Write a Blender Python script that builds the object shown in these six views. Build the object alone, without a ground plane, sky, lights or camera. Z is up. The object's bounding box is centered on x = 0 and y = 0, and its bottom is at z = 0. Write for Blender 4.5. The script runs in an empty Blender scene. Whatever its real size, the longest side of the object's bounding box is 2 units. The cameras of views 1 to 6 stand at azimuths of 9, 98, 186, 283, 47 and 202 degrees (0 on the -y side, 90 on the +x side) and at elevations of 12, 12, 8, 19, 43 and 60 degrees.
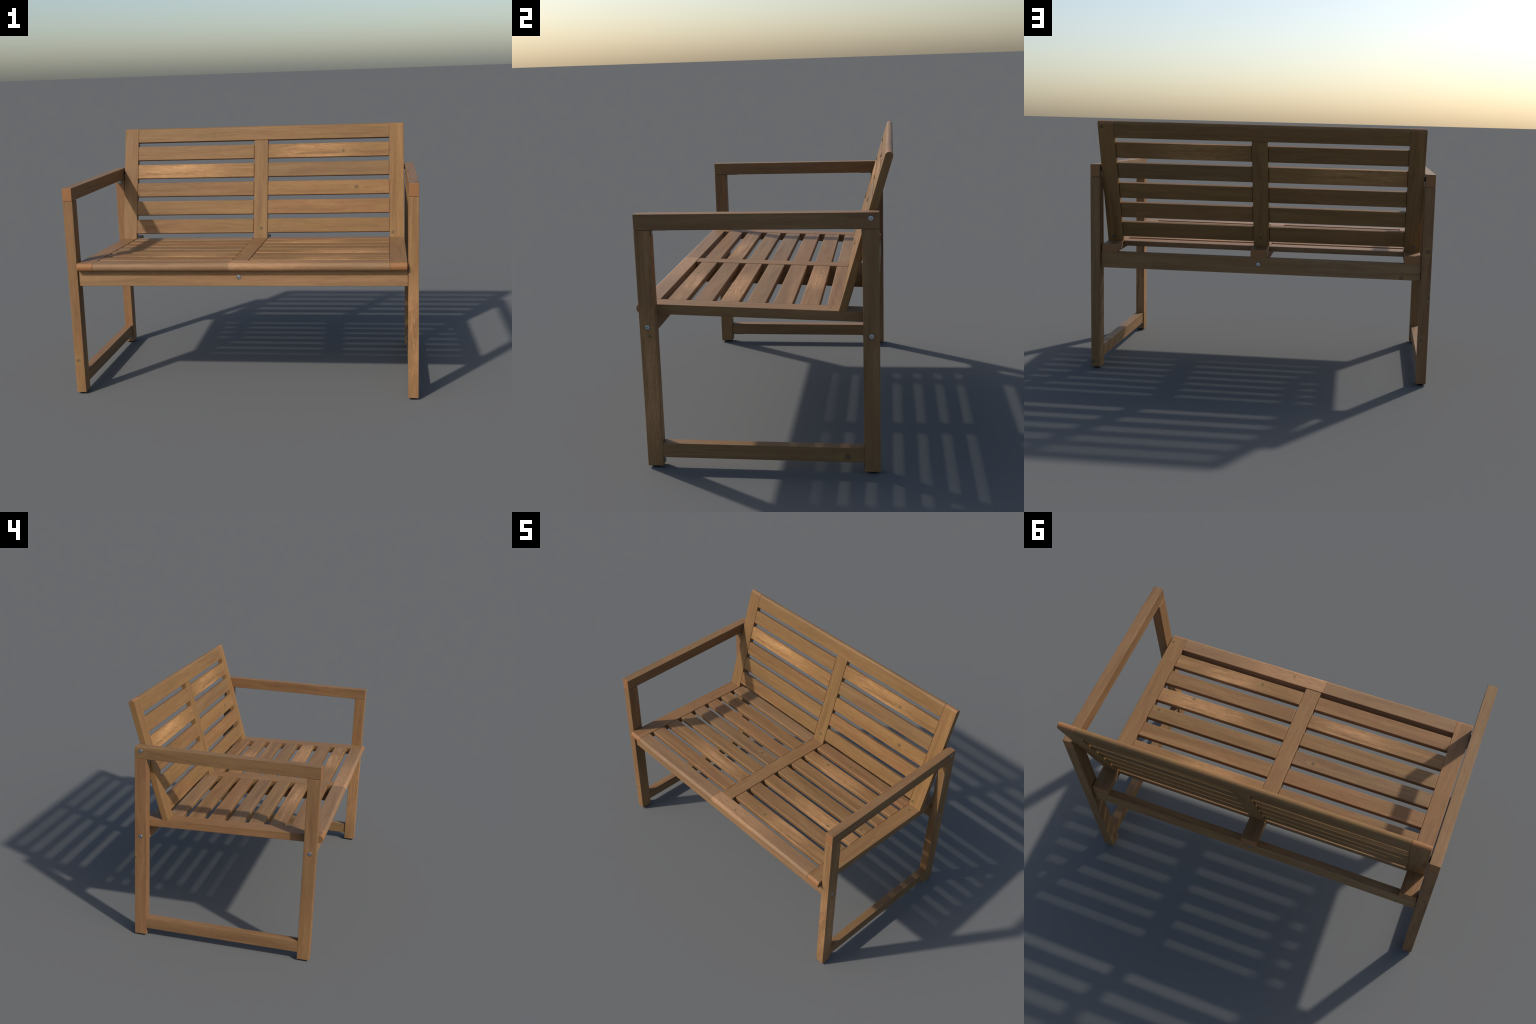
# Slatted two-seat garden bench in oiled acacia, with bolts, brackets and foot pads.
import bpy, bmesh, math, random
from mathutils import Vector, Matrix

random.seed(7)

# ------------------------------------------------------------------ sizes (m)
LEG_W, LEG_D = 0.0572, 0.0745         # leg section: across (x) and deep (y)
X_OUT = 0.9993                        # outer face of the side frames
X_LEG = X_OUT - LEG_W / 2
Y_FRONT, Y_REAR = -0.5302, 0.4975     # leg centre lines
PAD_H = 0.0085
ARM_Z0, ARM_Z1 = 1.152, 1.2255
SEAT_SLOPE = -0.0335                 # dz/dy of the seat
SEAT_Z = 0.7742                      # seat top at y = 0
SEAT_T = 0.0480
BACK_SLOPE = 0.301                   # dy/dz of the backrest front
BACK_Y, BACK_Z = 0.3474, 0.760       # a point on the backrest front
BACK_T = 0.0360
STILE_IN, STILE_OUT = 0.8432, 0.9365
MID_W = 0.092

root = bpy.data.objects.new("garden_bench", None)
root.empty_display_size = 0.3
bpy.context.scene.collection.objects.link(root)
root["label"] = "slatted two-seat wooden garden bench with open armrests"
root["category"] = "garden bench"

# ------------------------------------------------------------------ materials
def new_mat(name):
    m = bpy.data.materials.new(name)
    m.use_nodes = True
    nt = m.node_tree
    nt.nodes.clear()
    out = nt.nodes.new("ShaderNodeOutputMaterial")
    bsdf = nt.nodes.new("ShaderNodeBsdfPrincipled")
    nt.links.new(bsdf.outputs[0], out.inputs[0])
    return m, nt, bsdf


class G:
    """Small helper for wiring nodes."""
    def __init__(self, nt):
        self.nt = nt

    def n(self, kind, **kw):
        node = self.nt.nodes.new(kind)
        for k, v in kw.items():
            setattr(node, k, v)
        return node

    def put(self, sock, v):
        if isinstance(v, bpy.types.NodeSocket):
            self.nt.links.new(v, sock)
        else:
            sock.default_value = v

    def math(self, op, a, b=0.0, c=0.0, clamp=False):
        m = self.n("ShaderNodeMath", operation=op, use_clamp=clamp)
        self.put(m.inputs[0], a)
        self.put(m.inputs[1], b)
        self.put(m.inputs[2], c)
        return m.outputs[0]

    def noise(self, vec, scale, detail=2.0, rough=0.5, dist=0.0):
        t = self.n("ShaderNodeTexNoise")
        self.put(t.inputs["Vector"], vec)
        t.inputs["Scale"].default_value = scale
        t.inputs["Detail"].default_value = detail
        t.inputs["Roughness"].default_value = rough
        t.inputs["Distortion"].default_value = dist
        return t.outputs["Fac"]

    def vmul(self, vec, s):
        m = self.n("ShaderNodeVectorMath", operation="MULTIPLY")
        self.put(m.inputs[0], vec)
        m.inputs[1].default_value = s
        return m.outputs[0]

    def combine(self, x, y, z):
        c = self.n("ShaderNodeCombineXYZ")
        for i, v in enumerate((x, y, z)):
            self.put(c.inputs[i], v)
        return c.outputs[0]

    def mix(self, fac, a, b, blend="MIX"):
        m = self.n("ShaderNodeMix", data_type="RGBA", blend_type=blend)
        self.put(m.inputs[0], fac)
        self.put(m.inputs[6], a)
        self.put(m.inputs[7], b)
        return m.outputs[2]

    def smooth(self, v, lo, hi, a=0.0, b=1.0):
        m = self.n("ShaderNodeMapRange", interpolation_type="SMOOTHSTEP")
        self.put(m.inputs[0], v)
        for i, x in enumerate((lo, hi, a, b)):
            m.inputs[i + 1].default_value = x
        return m.outputs[0]


def col(rgb, k=1.0):
    return (rgb[0] * k, rgb[1] * k, rgb[2] * k, 1.0)


# tones (linear base colours): main, streak-dark, streak-light
TONES = {
    "tan":    ((0.229, 0.115, 0.040), (0.166, 0.082, 0.028), (0.290, 0.150, 0.055)),
    "olive":  ((0.221, 0.114, 0.039), (0.158, 0.081, 0.027), (0.280, 0.149, 0.052)),
    "red":    ((0.242, 0.116, 0.041), (0.176, 0.082, 0.028), (0.306, 0.150, 0.055)),
    "warm":   ((0.258, 0.128, 0.042), (0.186, 0.090, 0.029), (0.325, 0.167, 0.058)),
    "bright": ((0.368, 0.180, 0.062), (0.215, 0.106, 0.036), (0.520, 0.268, 0.102)),
    "grey":   ((0.219, 0.117, 0.046), (0.163, 0.087, 0.034), (0.268, 0.152, 0.063)),
    "rose":   ((0.325, 0.166, 0.064), (0.220, 0.110, 0.041), (0.420, 0.226, 0.092)),
}
# colour multipliers per board group: seat boards a little paler and cooler, back boards deeper
SEAT_TINT = (0.98, 1.015, 1.11)
LEG_TINT = (0.97, 0.995, 1.13)
FRAME_TINT = (0.93, 0.965, 1.10)
BACK_TINT = (0.935, 0.945, 0.92)
RAIL_TINT = (1.18, 1.26, 1.56)
_count = [0]


def wood(tone, knots=(), streak=1.0, joint=None, patch=None, tint=(1.0, 1.0, 1.0), shade=1.0):
    """Board wood, grain along local X.
    knots: (x, y, z, size), a ball of dark wood in board coordinates; joint: (x, other tone) finger joint;
    patch: (x, half length, tone) where a board pales or darkens along its length."""
    _count[0] += 1
    seed = _count[0] * 3.713
    m, nt, bsdf = new_mat("oiled_acacia_wood")
    g = G(nt)
    tc = g.n("ShaderNodeTexCoord")
    sep = g.n("ShaderNodeSeparateXYZ")
    g.put(sep.inputs[0], tc.outputs["Object"])
    x, y, z = sep.outputs
    # slow wander of the fibres
    wander = g.noise(g.combine(g.math("ADD", x, seed), g.math("MULTIPLY", y, 3.0), g.math("MULTIPLY", z, 3.0)), 2.2, 2.0)
    wander = g.math("MULTIPLY", g.math("SUBTRACT", wander, 0.5), 0.055)
    yy = g.math("ADD", y, wander)
    knot_mask = None
    halo_mask = None
    for kx, ky, kz, ks in knots:
        dx = g.math("DIVIDE", g.math("SUBTRACT", x, kx), ks * 1.15)
        dy = g.math("DIVIDE", g.math("SUBTRACT", y, ky), ks)
        wob = g.noise(tc.outputs["Object"], 75.0, 3.0)
        dz = g.math("DIVIDE", g.math("SUBTRACT", z, kz), ks * 1.3)
        dz2 = g.math("MULTIPLY", dz, dz)
        d2 = g.math("ADD", g.math("ADD", g.math("MULTIPLY", dx, dx), g.math("MULTIPLY", dy, dy)), dz2)
        d2 = g.math("ADD", d2, g.math("MULTIPLY", g.math("SUBTRACT", wob, 0.5), 3.2))
        core = g.smooth(d2, -0.25, 2.4, 1.0, 0.0)
        dxh = g.math("DIVIDE", g.math("SUBTRACT", x, kx), ks * 4.5)
        dyh = g.math("DIVIDE", g.math("SUBTRACT", y, ky), ks * 1.9)
        h2 = g.math("ADD", g.math("ADD", g.math("MULTIPLY", dxh, dxh), g.math("MULTIPLY", dyh, dyh)), g.math("MULTIPLY", dz2, 0.3))
        halo = g.smooth(h2, 0.0, 1.3, 1.0, 0.0)
        # fibres bend round the knot
        yy = g.math("ADD", yy, g.math("MULTIPLY", g.math("MULTIPLY", dy, halo), -0.55 * ks))
        knot_mask = core if knot_mask is None else g.math("MAXIMUM", knot_mask, core)
        halo_mask = halo if halo_mask is None else g.math("MAXIMUM", halo_mask, halo)
    sx = g.math("ADD", x, seed * 1.37)
    vec = g.combine(sx, yy, g.math("ADD", z, seed))
    bands = g.noise(g.vmul(vec, (1.1, 17.0, 17.0)), 1.6, 2.0, 0.5, 0.4)
    streaks = g.noise(g.vmul(vec, (1.5, 60.0, 60.0)), 2.2, 3.0, 0.6, 0.3)
    fibre = g.noise(g.vmul(vec, (6.0, 190.0, 190.0)), 2.6, 2.0, 0.6)
    cloud = g.noise(g.vmul(vec, (5.5, 25.0, 25.0)), 2.0, 3.0, 0.6, 0.3)
    pores = g.noise(g.vmul(vec, (9.0, 105.0, 105.0)), 2.0, 3.0, 0.65)
    flecks = g.noise(g.vmul(vec, (9.0, 150.0, 150.0)), 2.2, 2.0, 0.6)

    def tone_colour(tn, k):
        main, dark, light = TONES[tn]
        k = min(k * 1.3, 1.33)
        c = g.mix(g.smooth(bands, 0.48, 0.72, 0.0, 0.75 * k), col(main), col(light))
        c = g.mix(g.smooth(bands, 0.50, 0.30, 0.0, 0.70 * k), c, col(dark))
        c = g.mix(g.smooth(streaks, 0.55, 0.76, 0.0, 0.75 * k), c, col(dark))
        c = g.mix(g.smooth(streaks, 0.45, 0.26, 0.0, 0.55 * k), c, col(light))
        c = g.mix(g.smooth(fibre, 0.56, 0.80, 0.0, 0.45), c, col(dark))
        c = g.mix(g.smooth(pores, 0.52, 0.70, 0.0, 0.42), c, col(dark))
        c = g.mix(g.smooth(pores, 0.48, 0.30, 0.0, 0.42), c, col(light))
        if tn in ("bright", "rose"):
            c = g.mix(g.smooth(flecks, 0.50, 0.72, 0.0, 0.65), c, col(light))
            c = g.mix(g.smooth(flecks, 0.46, 0.28, 0.0, 0.45), c, col(dark))
        return c

    c = tone_colour(tone, streak)
    if patch:
        px, ph, ptone = patch
        edge = g.math("ADD", g.math("ABSOLUTE", g.math("SUBTRACT", x, px)),
                      g.math("MULTIPLY", g.math("SUBTRACT", bands, 0.5), ph * 1.6))
        c = g.mix(g.smooth(edge, ph * 0.3, ph, 1.0, 0.0), c, tone_colour(ptone, streak))
    if joint:
        jx, jt = joint[:2]
        c2 = tone_colour(jt, streak)
        if len(joint) > 2:
            px, ph, ptone = joint[2]
            edge = g.math("ADD", g.math("ABSOLUTE", g.math("SUBTRACT", x, px)),
                          g.math("MULTIPLY", g.math("SUBTRACT", bands, 0.5), ph * 1.2))
            c2 = g.mix(g.smooth(edge, ph * 0.3, ph, 1.0, 0.0), c2, tone_colour(ptone, streak))
        c = g.mix(g.math("GREATER_THAN", x, jx), c, c2)
    cl = 0.7 if patch and patch[2] == "bright" else 1.0
    # drifting redder / greener heartwood
    c = g.mix(g.smooth(cloud, 0.49, 0.66, 0.0, 0.42 * cl), c, (0.225, 0.097, 0.037, 1))
    c = g.mix(g.smooth(cloud, 0.51, 0.34, 0.0, 0.45 * cl), c, (0.232, 0.130, 0.041, 1))
    if knot_mask is not None:
        c = g.mix(g.math("MULTIPLY", halo_mask, 0.40), c, (0.300, 0.175, 0.050, 1))
        c = g.mix(g.math("MULTIPLY", knot_mask, 0.72), c, (0.075, 0.050, 0.026, 1))
    c = g.mix(1.0, c, (tint[0] * shade * 0.965, tint[1] * shade * 0.99, tint[2] * shade * 1.07, 1.0), "MULTIPLY")
    g.put(bsdf.inputs["Base Color"], c)
    rough = g.smooth(streaks, 0.3, 0.8, 0.52, 0.66)
    g.put(bsdf.inputs["Roughness"], rough)
    bsdf.inputs["Specular IOR Level"].default_value = 0.25
    b = g.n("ShaderNodeBump")
    b.inputs["Strength"].default_value = 0.10
    b.inputs["Distance"].default_value = 0.0012
    g.put(b.inputs["Height"], g.math("ADD", fibre, g.math("MULTIPLY", streaks, 0.7)))
    nt.links.new(b.outputs[0], bsdf.inputs["Normal"])
    return m


def end_grain():
    m, nt, bsdf = new_mat("acacia_end_grain")
    g = G(nt)
    tc = g.n("ShaderNodeTexCoord")
    sp = g.noise(g.vmul(tc.outputs["Object"], (20.0, 60.0, 90.0)), 3.0, 3.0, 0.6)
    c = g.mix(g.smooth(sp, 0.35, 0.7), (0.262, 0.116, 0.044, 1), (0.292, 0.135, 0.052, 1))
    g.put(bsdf.inputs["Base Color"], c)
    bsdf.inputs["Roughness"].default_value = 0.6
    bsdf.inputs["Specular IOR Level"].default_value = 0.25
    return m


def metal(name, rgb, rough, metallic=1.0):
    m, nt, bsdf = new_mat(name)
    g = G(nt)
    tc = g.n("ShaderNodeTexCoord")
    f = g.noise(tc.outputs["Object"], 160.0, 3.0)
    g.put(bsdf.inputs["Base Color"], g.mix(f, col(rgb, 0.85), col(rgb, 1.1)))
    g.put(bsdf.inputs["Roughness"], g.smooth(f, 0.3, 0.7, rough, rough + 0.12))
    bsdf.inputs["Metallic"].default_value = metallic
    return m


END = end_grain()
ZINC = metal("zinc_plated_steel", (0.46, 0.51, 0.54), 0.28)
SOCKET = metal("socket_steel", (0.24, 0.29, 0.31), 0.4)
PLATE = metal("dull_steel", (0.20, 0.23, 0.26), 0.38)  # base colour darkened to the shaded look of brackets under the armrests
RUBBER = metal("black_plastic", (0.012, 0.012, 0.013), 0.55, 0.0)

# ------------------------------------------------------------------ meshes
def finish(bm, name, bevel=0.0, segs=2, limit=50.0):
    if bevel > 0:
        es = [e for e in bm.edges if len(e.link_faces) == 2 and e.calc_face_angle(0.0) > math.radians(limit)]
        bmesh.ops.bevel(bm, geom=es, offset=bevel, segments=segs, profile=0.5, affect="EDGES", clamp_overlap=True)
    bmesh.ops.recalc_face_normals(bm, faces=bm.faces)
    for f in bm.faces:
        f.smooth = True
    me = bpy.data.meshes.new(name)
    bm.to_mesh(me)
    bm.free()
    return me


def mark_ends(me, half_len):
    """Material slot 1 on the cut ends (local X faces)."""
    for p in me.polygons:
        if abs(p.normal.x) > 0.55:
            p.material_index = 1


def profile_board(profile, depth, name, axis, bevel):
    """Extrude a 2D outline. axis 'Y': outline in XZ, 'X': outline in YZ."""
    bm = bmesh.new()
    rings = []
    for s in (-0.5, 0.5):
        if axis == "Y":
            rings.append([bm.verts.new((a, s * depth, b)) for a, b in profile])
        else:
            rings.append([bm.verts.new((s * depth, a, b)) for a, b in profile])
    n = len(profile)
    bm.faces.new(rings[0])
    bm.faces.new(list(reversed(rings[1])))
    for i in range(n):
        j = (i + 1) % n
        bm.faces.new((rings[0][i], rings[1][i], rings[1][j], rings[0][j]))
    bmesh.ops.recalc_face_normals(bm, faces=bm.faces)
    me = finish(bm, name, bevel)
    return me


def board(length, width, thick, name, bevel=0.003, segs=2):
    bm = bmesh.new()
    bmesh.ops.create_cube(bm, size=1.0, matrix=Matrix.Diagonal((length, width, thick, 1.0)))
    me = finish(bm, name, bevel, segs)
    mark_ends(me, length / 2)
    return me


def nose_points(x_tip, half, radius_x, sign, steps=14):
    """Half-round nose whose tip lies at x_tip, going from top to bottom."""
    pts = []
    for i in range(steps + 1):
        t = math.pi / 2 - math.pi * i / steps
        pts.append((x_tip - sign * radius_x + sign * radius_x * math.cos(t), half * math.sin(t)))
    return pts


def put(name, me, mats, matrix, parent=None):
    ob = bpy.data.objects.new(name, me)
    bpy.context.scene.collection.objects.link(ob)
    while len(me.materials) < len(mats):
        me.materials.append(mats[len(me.materials)])
    for i, m in enumerate(mats):
        ob.material_slots[i].link = "OBJECT"
        ob.material_slots[i].material = m
    par = parent or root
    ob.parent = par
    ob.matrix_parent_inverse = Matrix.Identity(4)
    ob.matrix_basis = (par.matrix_basis.inverted() @ matrix) if parent else matrix
    w = ob.modifiers.new("weighted_normals", "WEIGHTED_NORMAL")
    w.keep_sharp = False
    return ob


def frame(origin, xa, ya):
    """Matrix with local X along xa, local Y along ya."""
    xa = Vector(xa).normalized()
    ya = Vector(ya)
    ya = (ya - xa * ya.dot(xa)).normalized()
    za = xa.cross(ya)
    m = Matrix((xa, ya, za)).transposed().to_4x4()
    m.translation = Vector(origin)
    return m


# ------------------------------------------------------------------ hardware meshes
def disc_mesh(r, h, name, dome=0.25, socket=True):
    """Bolt head, axis +Z, base at z = 0, with a hex socket."""
    bm = bmesh.new()
    n = 28
    prof = [(r * 0.98, 0.0), (r, h * 0.45), (r * 0.93, h * 0.8), (r * 0.78, h)]
    if socket:
        prof += [(r * 0.26, h * (1 + dome)), (r * 0.22, h * 0.5)]
    rings = []
    for k, (rr, zz) in enumerate(prof):
        rings.append([bm.verts.new((rr * math.cos(2 * math.pi * i / n), rr * math.sin(2 * math.pi * i / n), zz)) for i in range(n)])
    for a, b in zip(rings, rings[1:]):
        for i in range(n):
            bm.faces.new((a[i], a[(i + 1) % n], b[(i + 1) % n], b[i]))
    cap = bm.faces.new(rings[-1])
    base = bm.faces.new(list(reversed(rings[0])))
    cap.material_index = 1
    me = finish(bm, name)
    for p in me.polygons:
        c = p.center
        if socket and math.hypot(c.x, c.y) < r * 0.25:
            p.material_index = 1
    return me


def cylinder_mesh(r, h, name):
    bm = bmesh.new()
    bmesh.ops.create_cone(bm, cap_ends=True, segments=28, radius1=r, radius2=r, depth=h)
    return finish(bm, name, 0.0006, 1)


def bracket_mesh(arm, leg, width, t, name):
    """L plate: long wing along +X (flat under the rail), short rounded wing down -Z."""
    bm = bmesh.new()

    def wing(outline, thick_axis):
        lo, hi = [], []
        for a, b in outline:
            if thick_axis == "z":
                lo.append(bm.verts.new((a, b, -t)))
                hi.append(bm.verts.new((a, b, 0)))
            else:
                lo.append(bm.verts.new((0, b, -a)))
                hi.append(bm.verts.new((t, b, -a)))
        n = len(outline)
        bm.faces.new(lo)
        bm.faces.new(list(reversed(hi)))
        for i in range(n):
            bm.faces.new((lo[i], lo[(i + 1) % n], hi[(i + 1) % n], hi[i]))

    def tab(length, start):
        r = width / 2
        pts = [(start, -r)]
        for i in range(13):
            a = -math.pi / 2 + math.pi * i / 12
            pts.append((length - r * 0.75 + r * 0.75 * math.cos(a), r * math.sin(a)))
        pts.append((start, r))
        return pts
    wing(tab(arm, t), "z")
    wing(tab(leg, 0.0), "x")
    return finish(bm, name)


BOLT = disc_mesh(0.0115, 0.0010, "bolt_head", dome=0.0)
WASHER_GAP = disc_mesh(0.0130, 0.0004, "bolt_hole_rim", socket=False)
SCREW = disc_mesh(0.0065, 0.0018, "screw_head")
STILE_SCREW = disc_mesh(0.0092, 0.0012, "screw_head", dome=0.0)
BRACKET = bracket_mesh(0.078, 0.031, 0.030, 0.0030, "corner_bracket")


def bolt(origin, normal):
    up = (0, 0, 1) if abs(normal[2]) < 0.9 else (0, 1, 0)
    zx = Vector(up).cross(Vector(normal)).normalized()
    m = frame(origin, zx, Vector(normal).cross(zx))
    put("bolt_hole_rim", WASHER_GAP, [RUBBER, RUBBER], m)
    put("bolt", BOLT, [ZINC, SOCKET], m)


def bracket(origin, along, down):
    """along: direction of the long wing; down: direction of the rounded wing."""
    xa = Vector(along)
    za = -Vector(down)
    ya = za.cross(xa)
    m = frame(origin, xa, ya)
    b = put("corner_bracket", BRACKET, [PLATE], m)
    o = Vector(origin)
    # screw looking along +along
    put("screw", SCREW, [ZINC, SOCKET], frame(o + Vector(down) * 0.016 + xa * 0.0028, ya, xa.cross(ya)), None)
    put("screw", SCREW, [ZINC, SOCKET], frame(o + xa * 0.050 + Vector(down) * 0.0028, xa, Vector(down).cross(xa)), None)


# ------------------------------------------------------------------ side frames
leg_me = board(ARM_Z0 - 0.0015 - PAD_H, LEG_D, LEG_W, "leg", 0.0022)
arm_me = board(Y_REAR - Y_FRONT + LEG_D, ARM_Z1 - ARM_Z0, LEG_W - 0.002, "armrest", 0.0022)
STR_Z0, STR_Z1 = 0.0528, 0.1248
str_me = board(Y_REAR - Y_FRONT - LEG_D, STR_Z1 - STR_Z0, LEG_W - 0.008, "stretcher", 0.0022)


def pad_mesh():
    r, l = 0.017, 0.0115
    pts = []
    for c, a0 in ((l, -math.pi / 2), (-l, math.pi / 2)):
        for i in range(9):
            a = a0 + math.pi * i / 8
            pts.append((c + r * math.cos(a), r * math.sin(a)))
    bm = bmesh.new()
    lo = [bm.verts.new((a, b, 0.0)) for a, b in pts]
    hi = [bm.verts.new((a, b, PAD_H + 0.001)) for a, b in pts]
    bm.faces.new(list(reversed(lo)))
    bm.faces.new(hi)
    for i in range(len(pts)):
        j = (i + 1) % len(pts)
        bm.faces.new((lo[i], lo[j], hi[j], hi[i]))
    return finish(bm, "foot_pad", 0.0012, 1)


PAD = pad_mesh()
leg_zc = (PAD_H + ARM_Z0 - 0.0015) / 2
leg_styles = {
    (1, 1): ("warm", [(0.075, 0.010, -0.029, 0.006)], 1.2, (-0.16, 0.42, "bright")),
    (-1, 1): ("tan", [(-0.375, -0.037, 0.006, 0.009)], 0.8, (-0.40, 0.30, "warm")),
    (1, -1): ("olive", [(-0.54, 0.037, -0.016, 0.010)], 0.9, None),
    (-1, -1): ("red", [(0.205, 0.037, 0.004, 0.010), (-0.06, 0.034, 0.024, 0.009), (-0.31, 0.037, -0.010, 0.007)], 0.9, None),
}
for sx in (1, -1):
    for fy, yc in ((1, Y_FRONT), (-1, Y_REAR)):
        tone, knots, st, patch = leg_styles[(sx, fy)]
        m = frame((sx * X_LEG, yc, leg_zc), (0, 0, 1), (0, 1, 0))
        leg = put("leg", leg_me, [wood(tone, knots, st, patch=patch, tint=LEG_TINT), END], m)
        put("foot_pad", PAD, [RUBBER], Matrix.Translation((sx * X_LEG, yc, 0)) @ Matrix.Rotation(math.pi / 2, 4, "Z"), leg)
    yc = (Y_FRONT + Y_REAR) / 2
    put("armrest", arm_me, [wood("tan" if sx > 0 else "olive", (), 0.8, tint=FRAME_TINT), END],
        frame((sx * (X_OUT - 0.0005 - (LEG_W - 0.002) / 2), yc, (ARM_Z0 + ARM_Z1) / 2), (0, 1, 0), (0, 0, 1)))
    put("stretcher", str_me, [wood("olive" if sx > 0 else "tan", [(0.40, -0.01, 0.026, 0.014)] if sx > 0 else (), 0.9, tint=FRAME_TINT), END],
        frame((sx * (X_OUT - 0.0008 - (LEG_W - 0.008) / 2), yc, (STR_Z0 + STR_Z1) / 2), (0, 1, 0), (0, 0, 1)))
    # corner brackets: under the armrest and under the stretcher, at both legs
    for zc in (ARM_Z0, STR_Z0):
        bracket((sx * X_LEG, Y_FRONT + LEG_D / 2, zc), (0, 1, 0), (0, 0, -1))
        bracket((sx * X_LEG, Y_REAR - LEG_D / 2, zc), (0, -1, 0), (0, 0, -1))
    bolt((sx * X_OUT, -0.530, 0.697), (sx, 0, 0))
    bolt((sx * X_OUT, 0.498, 0.662), (sx, 0, 0))
    bolt((sx * (X_OUT - 0.0005), 0.498, 1.1988), (sx, 0, 0))

# ------------------------------------------------------------------ cross rails
RAIL_L = 2 * (X_OUT - LEG_W) - 0.003
FR_Z0, FR_Z1 = 0.6535, 0.7465
RR_Z0, RR_Z1 = 0.6148, 0.7105
front_me = board(RAIL_L, FR_Z1 - FR_Z0, 0.046, "cross_rail", 0.003)
rear_me = board(RAIL_L, RR_Z1 - RR_Z0, 0.042, "cross_rail", 0.003)
put("cross_rail", front_me, [wood("olive", (), 0.7, joint=(-0.51, "tan"), tint=RAIL_TINT), END],
    frame((0, -0.5325, (FR_Z0 + FR_Z1) / 2), (1, 0, 0), (0, 0, 1)))
put("cross_rail", rear_me, [wood("grey", [(-0.83, -0.036, -0.021, 0.011)], 1.0, joint=(-0.243, "tan"), tint=(1.1, 1.13, 1.2)), END],
    frame((0, 0.4985, (RR_Z0 + RR_Z1) / 2), (1, 0, 0), (0, 0, 1)))
bolt((0, -0.5555, 0.706), (0, -1, 0))
bolt((0, 0.5195, 0.670), (0, 1, 0))

# ------------------------------------------------------------------ seat
seat_y = Vector((0, 1, SEAT_SLOPE)).normalized()          # towards the back
seat_up = Vector((0, -SEAT_SLOPE, 1)).normalized()


def seat_pt(x, y, depth=0.0):
    """Point on the seat top at plan position y, sunk by depth."""
    return Vector((x, y, SEAT_Z + SEAT_SLOPE * y)) - seat_up * depth


TIP_Y, END_Y = -0.5955, 0.5205
seat_len = END_Y - TIP_Y
half = SEAT_T / 2
NOSE_R = 0.0205


def long_nosed(length, half_t, width, name, tip_r):
    """Board along X with a half-round nose at the -X end."""
    pts = nose_points(-length / 2, half_t, tip_r, -1)
    pts = pts + [(length / 2, -half_t), (length / 2, half_t)]
    me = profile_board(pts, width, name, "Y", 0.0025)
    mark_ends(me, 0)
    return me


def side_nosed(length, half_t, width, name, tip_r, bevel=0.0025):
    """Board along X with a half-round nose along its -Y edge."""
    pts = nose_points(-width / 2, half_t, tip_r, -1)
    pts = pts + [(width / 2, -half_t), (width / 2, half_t)]
    me = profile_board(pts, length, name, "X", bevel)
    mark_ends(me, 0)
    return me


stile_w = STILE_OUT - STILE_IN
seat_stile_me = long_nosed(seat_len, half, stile_w, "seat_stile", NOSE_R)
for sx, tone, knots in ((1, "tan", [(-0.50, -0.030, 0.022, 0.008), (0.345, 0.006, 0.022, 0.008)]), (-1, "red", [(-0.40, -0.046, 0.004, 0.011)])):
    c = seat_pt(sx * (STILE_IN + STILE_OUT) / 2, (TIP_Y + END_Y) / 2, half)
    put("seat_stile", seat_stile_me, [wood(tone, knots, 0.7, tint=SEAT_TINT), END], frame(c, seat_y, Vector((-1, 0, 0))))
MID_Y0 = -0.4985
mid_seat_me = board(END_Y - MID_Y0, MID_W, SEAT_T, "seat_stile", 0.0025)
put("seat_stile", mid_seat_me, [wood("tan", (), 0.7, tint=SEAT_TINT), END],
    frame(seat_pt(0, (MID_Y0 + END_Y) / 2, half), seat_y, Vector((-1, 0, 0))))

RAIL_BACK_Y = -0.5015
# bearer bolted between the cross rails under the middle stile
BEAM_TOP, BEAM_H = SEAT_T + 0.0006, 0.0735
beam_me = board(0.478 + 0.509, BEAM_H, 0.043, "bearer", 0.0025)
put("bearer", beam_me, [wood("red", (), 0.8), END],
    frame(seat_pt(0, (0.478 - 0.509) / 2, BEAM_TOP + BEAM_H / 2), seat_y, seat_up))
seat_rail_me = side_nosed(2 * STILE_IN - 0.0008, half, RAIL_BACK_Y - TIP_Y, "seat_rail", NOSE_R)
put("seat_rail", seat_rail_me, [wood("grey", [(0.14, -0.005, 0.022, 0.007)], 0.7, joint=(-0.052, "grey", (0.0, 0.60, "rose")), tint=(1.08, 1.11, 1.28)), END],
    frame(seat_pt(0, (TIP_Y + RAIL_BACK_Y) / 2, half), (1, 0, 0), seat_y))

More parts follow.
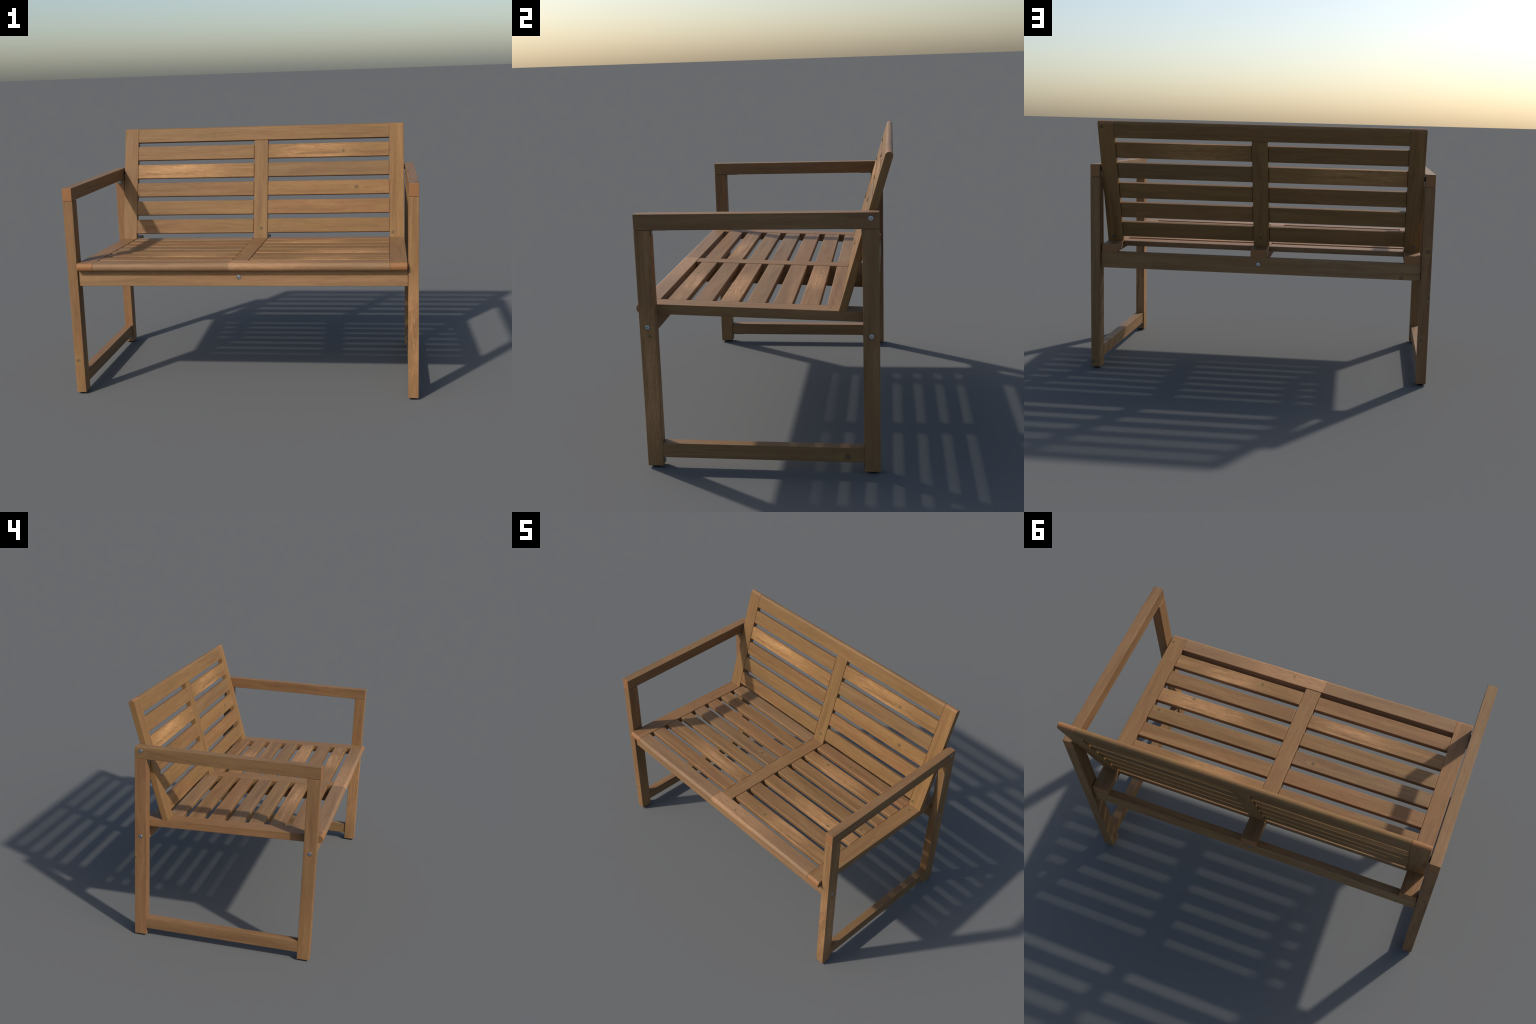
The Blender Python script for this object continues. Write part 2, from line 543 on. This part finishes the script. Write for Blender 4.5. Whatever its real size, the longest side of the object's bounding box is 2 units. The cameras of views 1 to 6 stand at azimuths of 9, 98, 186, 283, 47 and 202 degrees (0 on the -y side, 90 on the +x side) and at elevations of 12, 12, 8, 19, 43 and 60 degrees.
SLAT_X0, SLAT_X1 = 0.0473, 0.8425
SLAT_W, SLAT_T, SLAT_PITCH, SLAT_Y0 = 0.0922, 0.0310, 0.1264, -0.4690
slat_me = board(SLAT_X1 - SLAT_X0, SLAT_W, SLAT_T, "seat_slat", 0.0052, 3)
SEAT_BOARDS = {
    1: [("warm", [(-0.15, -0.012, 0.013, 0.009)], 1.2, (0.05, 0.22, "bright")),
        ("tan", (), 0.7, None),
        ("warm", [(0.19, -0.035, 0.013, 0.008)], 1.2, (0.12, 0.30, "bright")),
        ("olive", [(0.355, -0.020, 0.013, 0.009)], 0.8, None),
        ("tan", (), 0.8, None),
        ("warm", [(-0.22, 0.010, 0.013, 0.010)], 1.1, (-0.1, 0.25, "bright")),
        ("red", [(-0.10, -0.015, 0.013, 0.008)], 1.1, None)],
    -1: [("red", (), 0.7, None),
         ("warm", (), 1.2, (0.12, 0.30, "bright")),
         ("olive", (), 0.7, None),
         ("grey", [(0.28, 0.006, 0.013, 0.010)], 1.1, None),
         ("red", (), 0.9, None),
         ("tan", (), 0.8, None),
         ("grey", (), 0.7, None)],
}
for sx in (1, -1):
    for k in range(7):
        tone, knots, st, patch = SEAT_BOARDS[sx][k]
        yc = SLAT_Y0 + SLAT_PITCH * k + SLAT_W / 2
        put("seat_slat", slat_me, [wood(tone, knots, st, patch=patch, tint=SEAT_TINT, shade=random.uniform(0.92, 1.07)), END],
            frame(seat_pt(sx * (SLAT_X0 + SLAT_X1) / 2, yc, SLAT_T / 2 + 0.0008), (1, 0, 0), seat_y))

# ------------------------------------------------------------------ backrest
back_up = Vector((0, BACK_SLOPE, 1)).normalized()
back_n = Vector((0, -1, BACK_SLOPE)).normalized()         # out of the front face


def back_pt(x, z, depth=0.0):
    """Point on the backrest front at height z, set back by depth."""
    return Vector((x, BACK_Y + BACK_SLOPE * (z - BACK_Z), z)) - back_n * depth


bh = BACK_T / 2
COS_B = 1 / math.sqrt(1 + BACK_SLOPE ** 2)
foot = back_pt(0, 0.7635, bh)                             # bottom of the stiles (mid thickness)
TOP_LEN = 0.7525                                          # stile length
back_stile_w = stile_w
# outline in board X (up) and Z (thickness): nose on top, foot cut to the seat slope
foot_tilt = (BACK_SLOPE + SEAT_SLOPE)


def back_stile_mesh(length, width, nosed, name):
    half_l = length / 2
    if nosed:
        pts = [(half_l - bh + bh * math.cos(a), bh * math.sin(a)) for a in [math.pi / 2 - math.pi * i / 14 for i in range(15)]]
    else:
        pts = [(half_l, bh), (half_l, -bh)]
    skew = bh * foot_tilt
    pts += [(-half_l + skew, -bh), (-half_l - skew, bh)]
    me = profile_board(pts, width, name, "Y", 0.0025)
    mark_ends(me, 0)
    return me


# local Z faces the front, so local X = up, local Y = Z x X
def back_frame(x, along):
    return frame(foot + Vector((x, 0, 0)) + back_up * along, back_up, back_n.cross(back_up))


outer_me = back_stile_mesh(TOP_LEN, back_stile_w, True, "back_stile")
for sx, tone, knots in ((1, "warm", [(-0.347, 0.026, 0.016, 0.009), (0.345, -0.022, -0.017, 0.010)]), (-1, "tan", ())):
    put("back_stile", outer_me, [wood(tone, knots, 0.9, tint=BACK_TINT), END], back_frame(sx * (STILE_IN + STILE_OUT) / 2, TOP_LEN / 2))

RAIL_BOTTOM_Z = 1.3915
rail_bottom = (RAIL_BOTTOM_Z - foot.z) / COS_B + 0.004
mid_len = (back_pt(0, RAIL_BOTTOM_Z, bh) - foot).dot(back_up) - 0.0015
mid_me = back_stile_mesh(mid_len, MID_W, False, "back_stile")
put("back_stile", mid_me, [wood("olive", [(-0.265, -0.004, 0.016, 0.010), (-0.265, -0.004, -0.016, 0.009)], 0.9, tint=BACK_TINT), END], back_frame(0, mid_len / 2))

# top rail: nose along its upper edge, grain along x
rail_lo = (back_pt(0, RAIL_BOTTOM_Z, bh) - foot).dot(back_up)
rail_w = TOP_LEN - rail_lo
top_rail_me = side_nosed(2 * STILE_IN - 0.0008, bh, rail_w, "back_rail", bh)
put("back_rail", top_rail_me, [wood("olive", (), 0.7, patch=(0.05, 0.3, "tan"), tint=BACK_TINT), END],
    frame(foot + back_up * (rail_lo + rail_w / 2), (1, 0, 0), -back_up))

BACK_TOP_Z, BACK_PITCH_Z, BACK_SLAT_H = 1.3633, 0.1193, 0.0902
bslat_w = BACK_SLAT_H / COS_B
BS_T = 0.0280
back_slat_me = board(SLAT_X1 - SLAT_X0, bslat_w, BS_T, "back_slat", 0.0045, 3)
BACK_BOARDS = {
    -1: [("tan", (), 0.7, None), ("warm", (), 1.3, (-0.12, 0.42, "bright")), ("tan", (), 0.8, (0.2, 0.3, "red")),
         ("olive", (), 0.7, None), ("olive", (), 0.8, (-0.15, 0.3, "red"))],
    1: [("warm", [(0.10, -0.008, 0.013, 0.008)], 1.2, (-0.08, 0.36, "bright")), ("grey", (), 0.7, None), ("warm", [(0.185, 0.0, 0.013, 0.011)], 0.8, None),
        ("red", (), 0.8, None), ("olive", (), 0.7, None)],
}
for sx in (1, -1):
    for k in range(5):
        tone, knots, st, patch = BACK_BOARDS[sx][k]
        zc = BACK_TOP_Z - BACK_PITCH_Z * k - BACK_SLAT_H / 2
        put("back_slat", back_slat_me, [wood(tone, knots, st, patch=patch, tint=BACK_TINT, shade=random.uniform(0.93, 1.07)), END],
            frame(back_pt(sx * (SLAT_X0 + SLAT_X1) / 2, zc, BS_T / 2 + 0.0002), (1, 0, 0), back_up))

# bolts between armrests and backrest, plus screws at the foot of the stiles
spacer_me = cylinder_mesh(0.0145, 0.012, "spacer")
for sx in (1, -1):
    put("spacer", spacer_me, [RUBBER], frame((sx * 0.9395, 0.498, 1.1988), (0, 0, 1), (0, sx, 0)))
    p = back_pt(sx * 0.898, 0.803, BACK_T)
    put("screw", STILE_SCREW, [PLATE, SOCKET], frame(p, (1, 0, 0), (-back_n).cross(Vector((1, 0, 0)))))
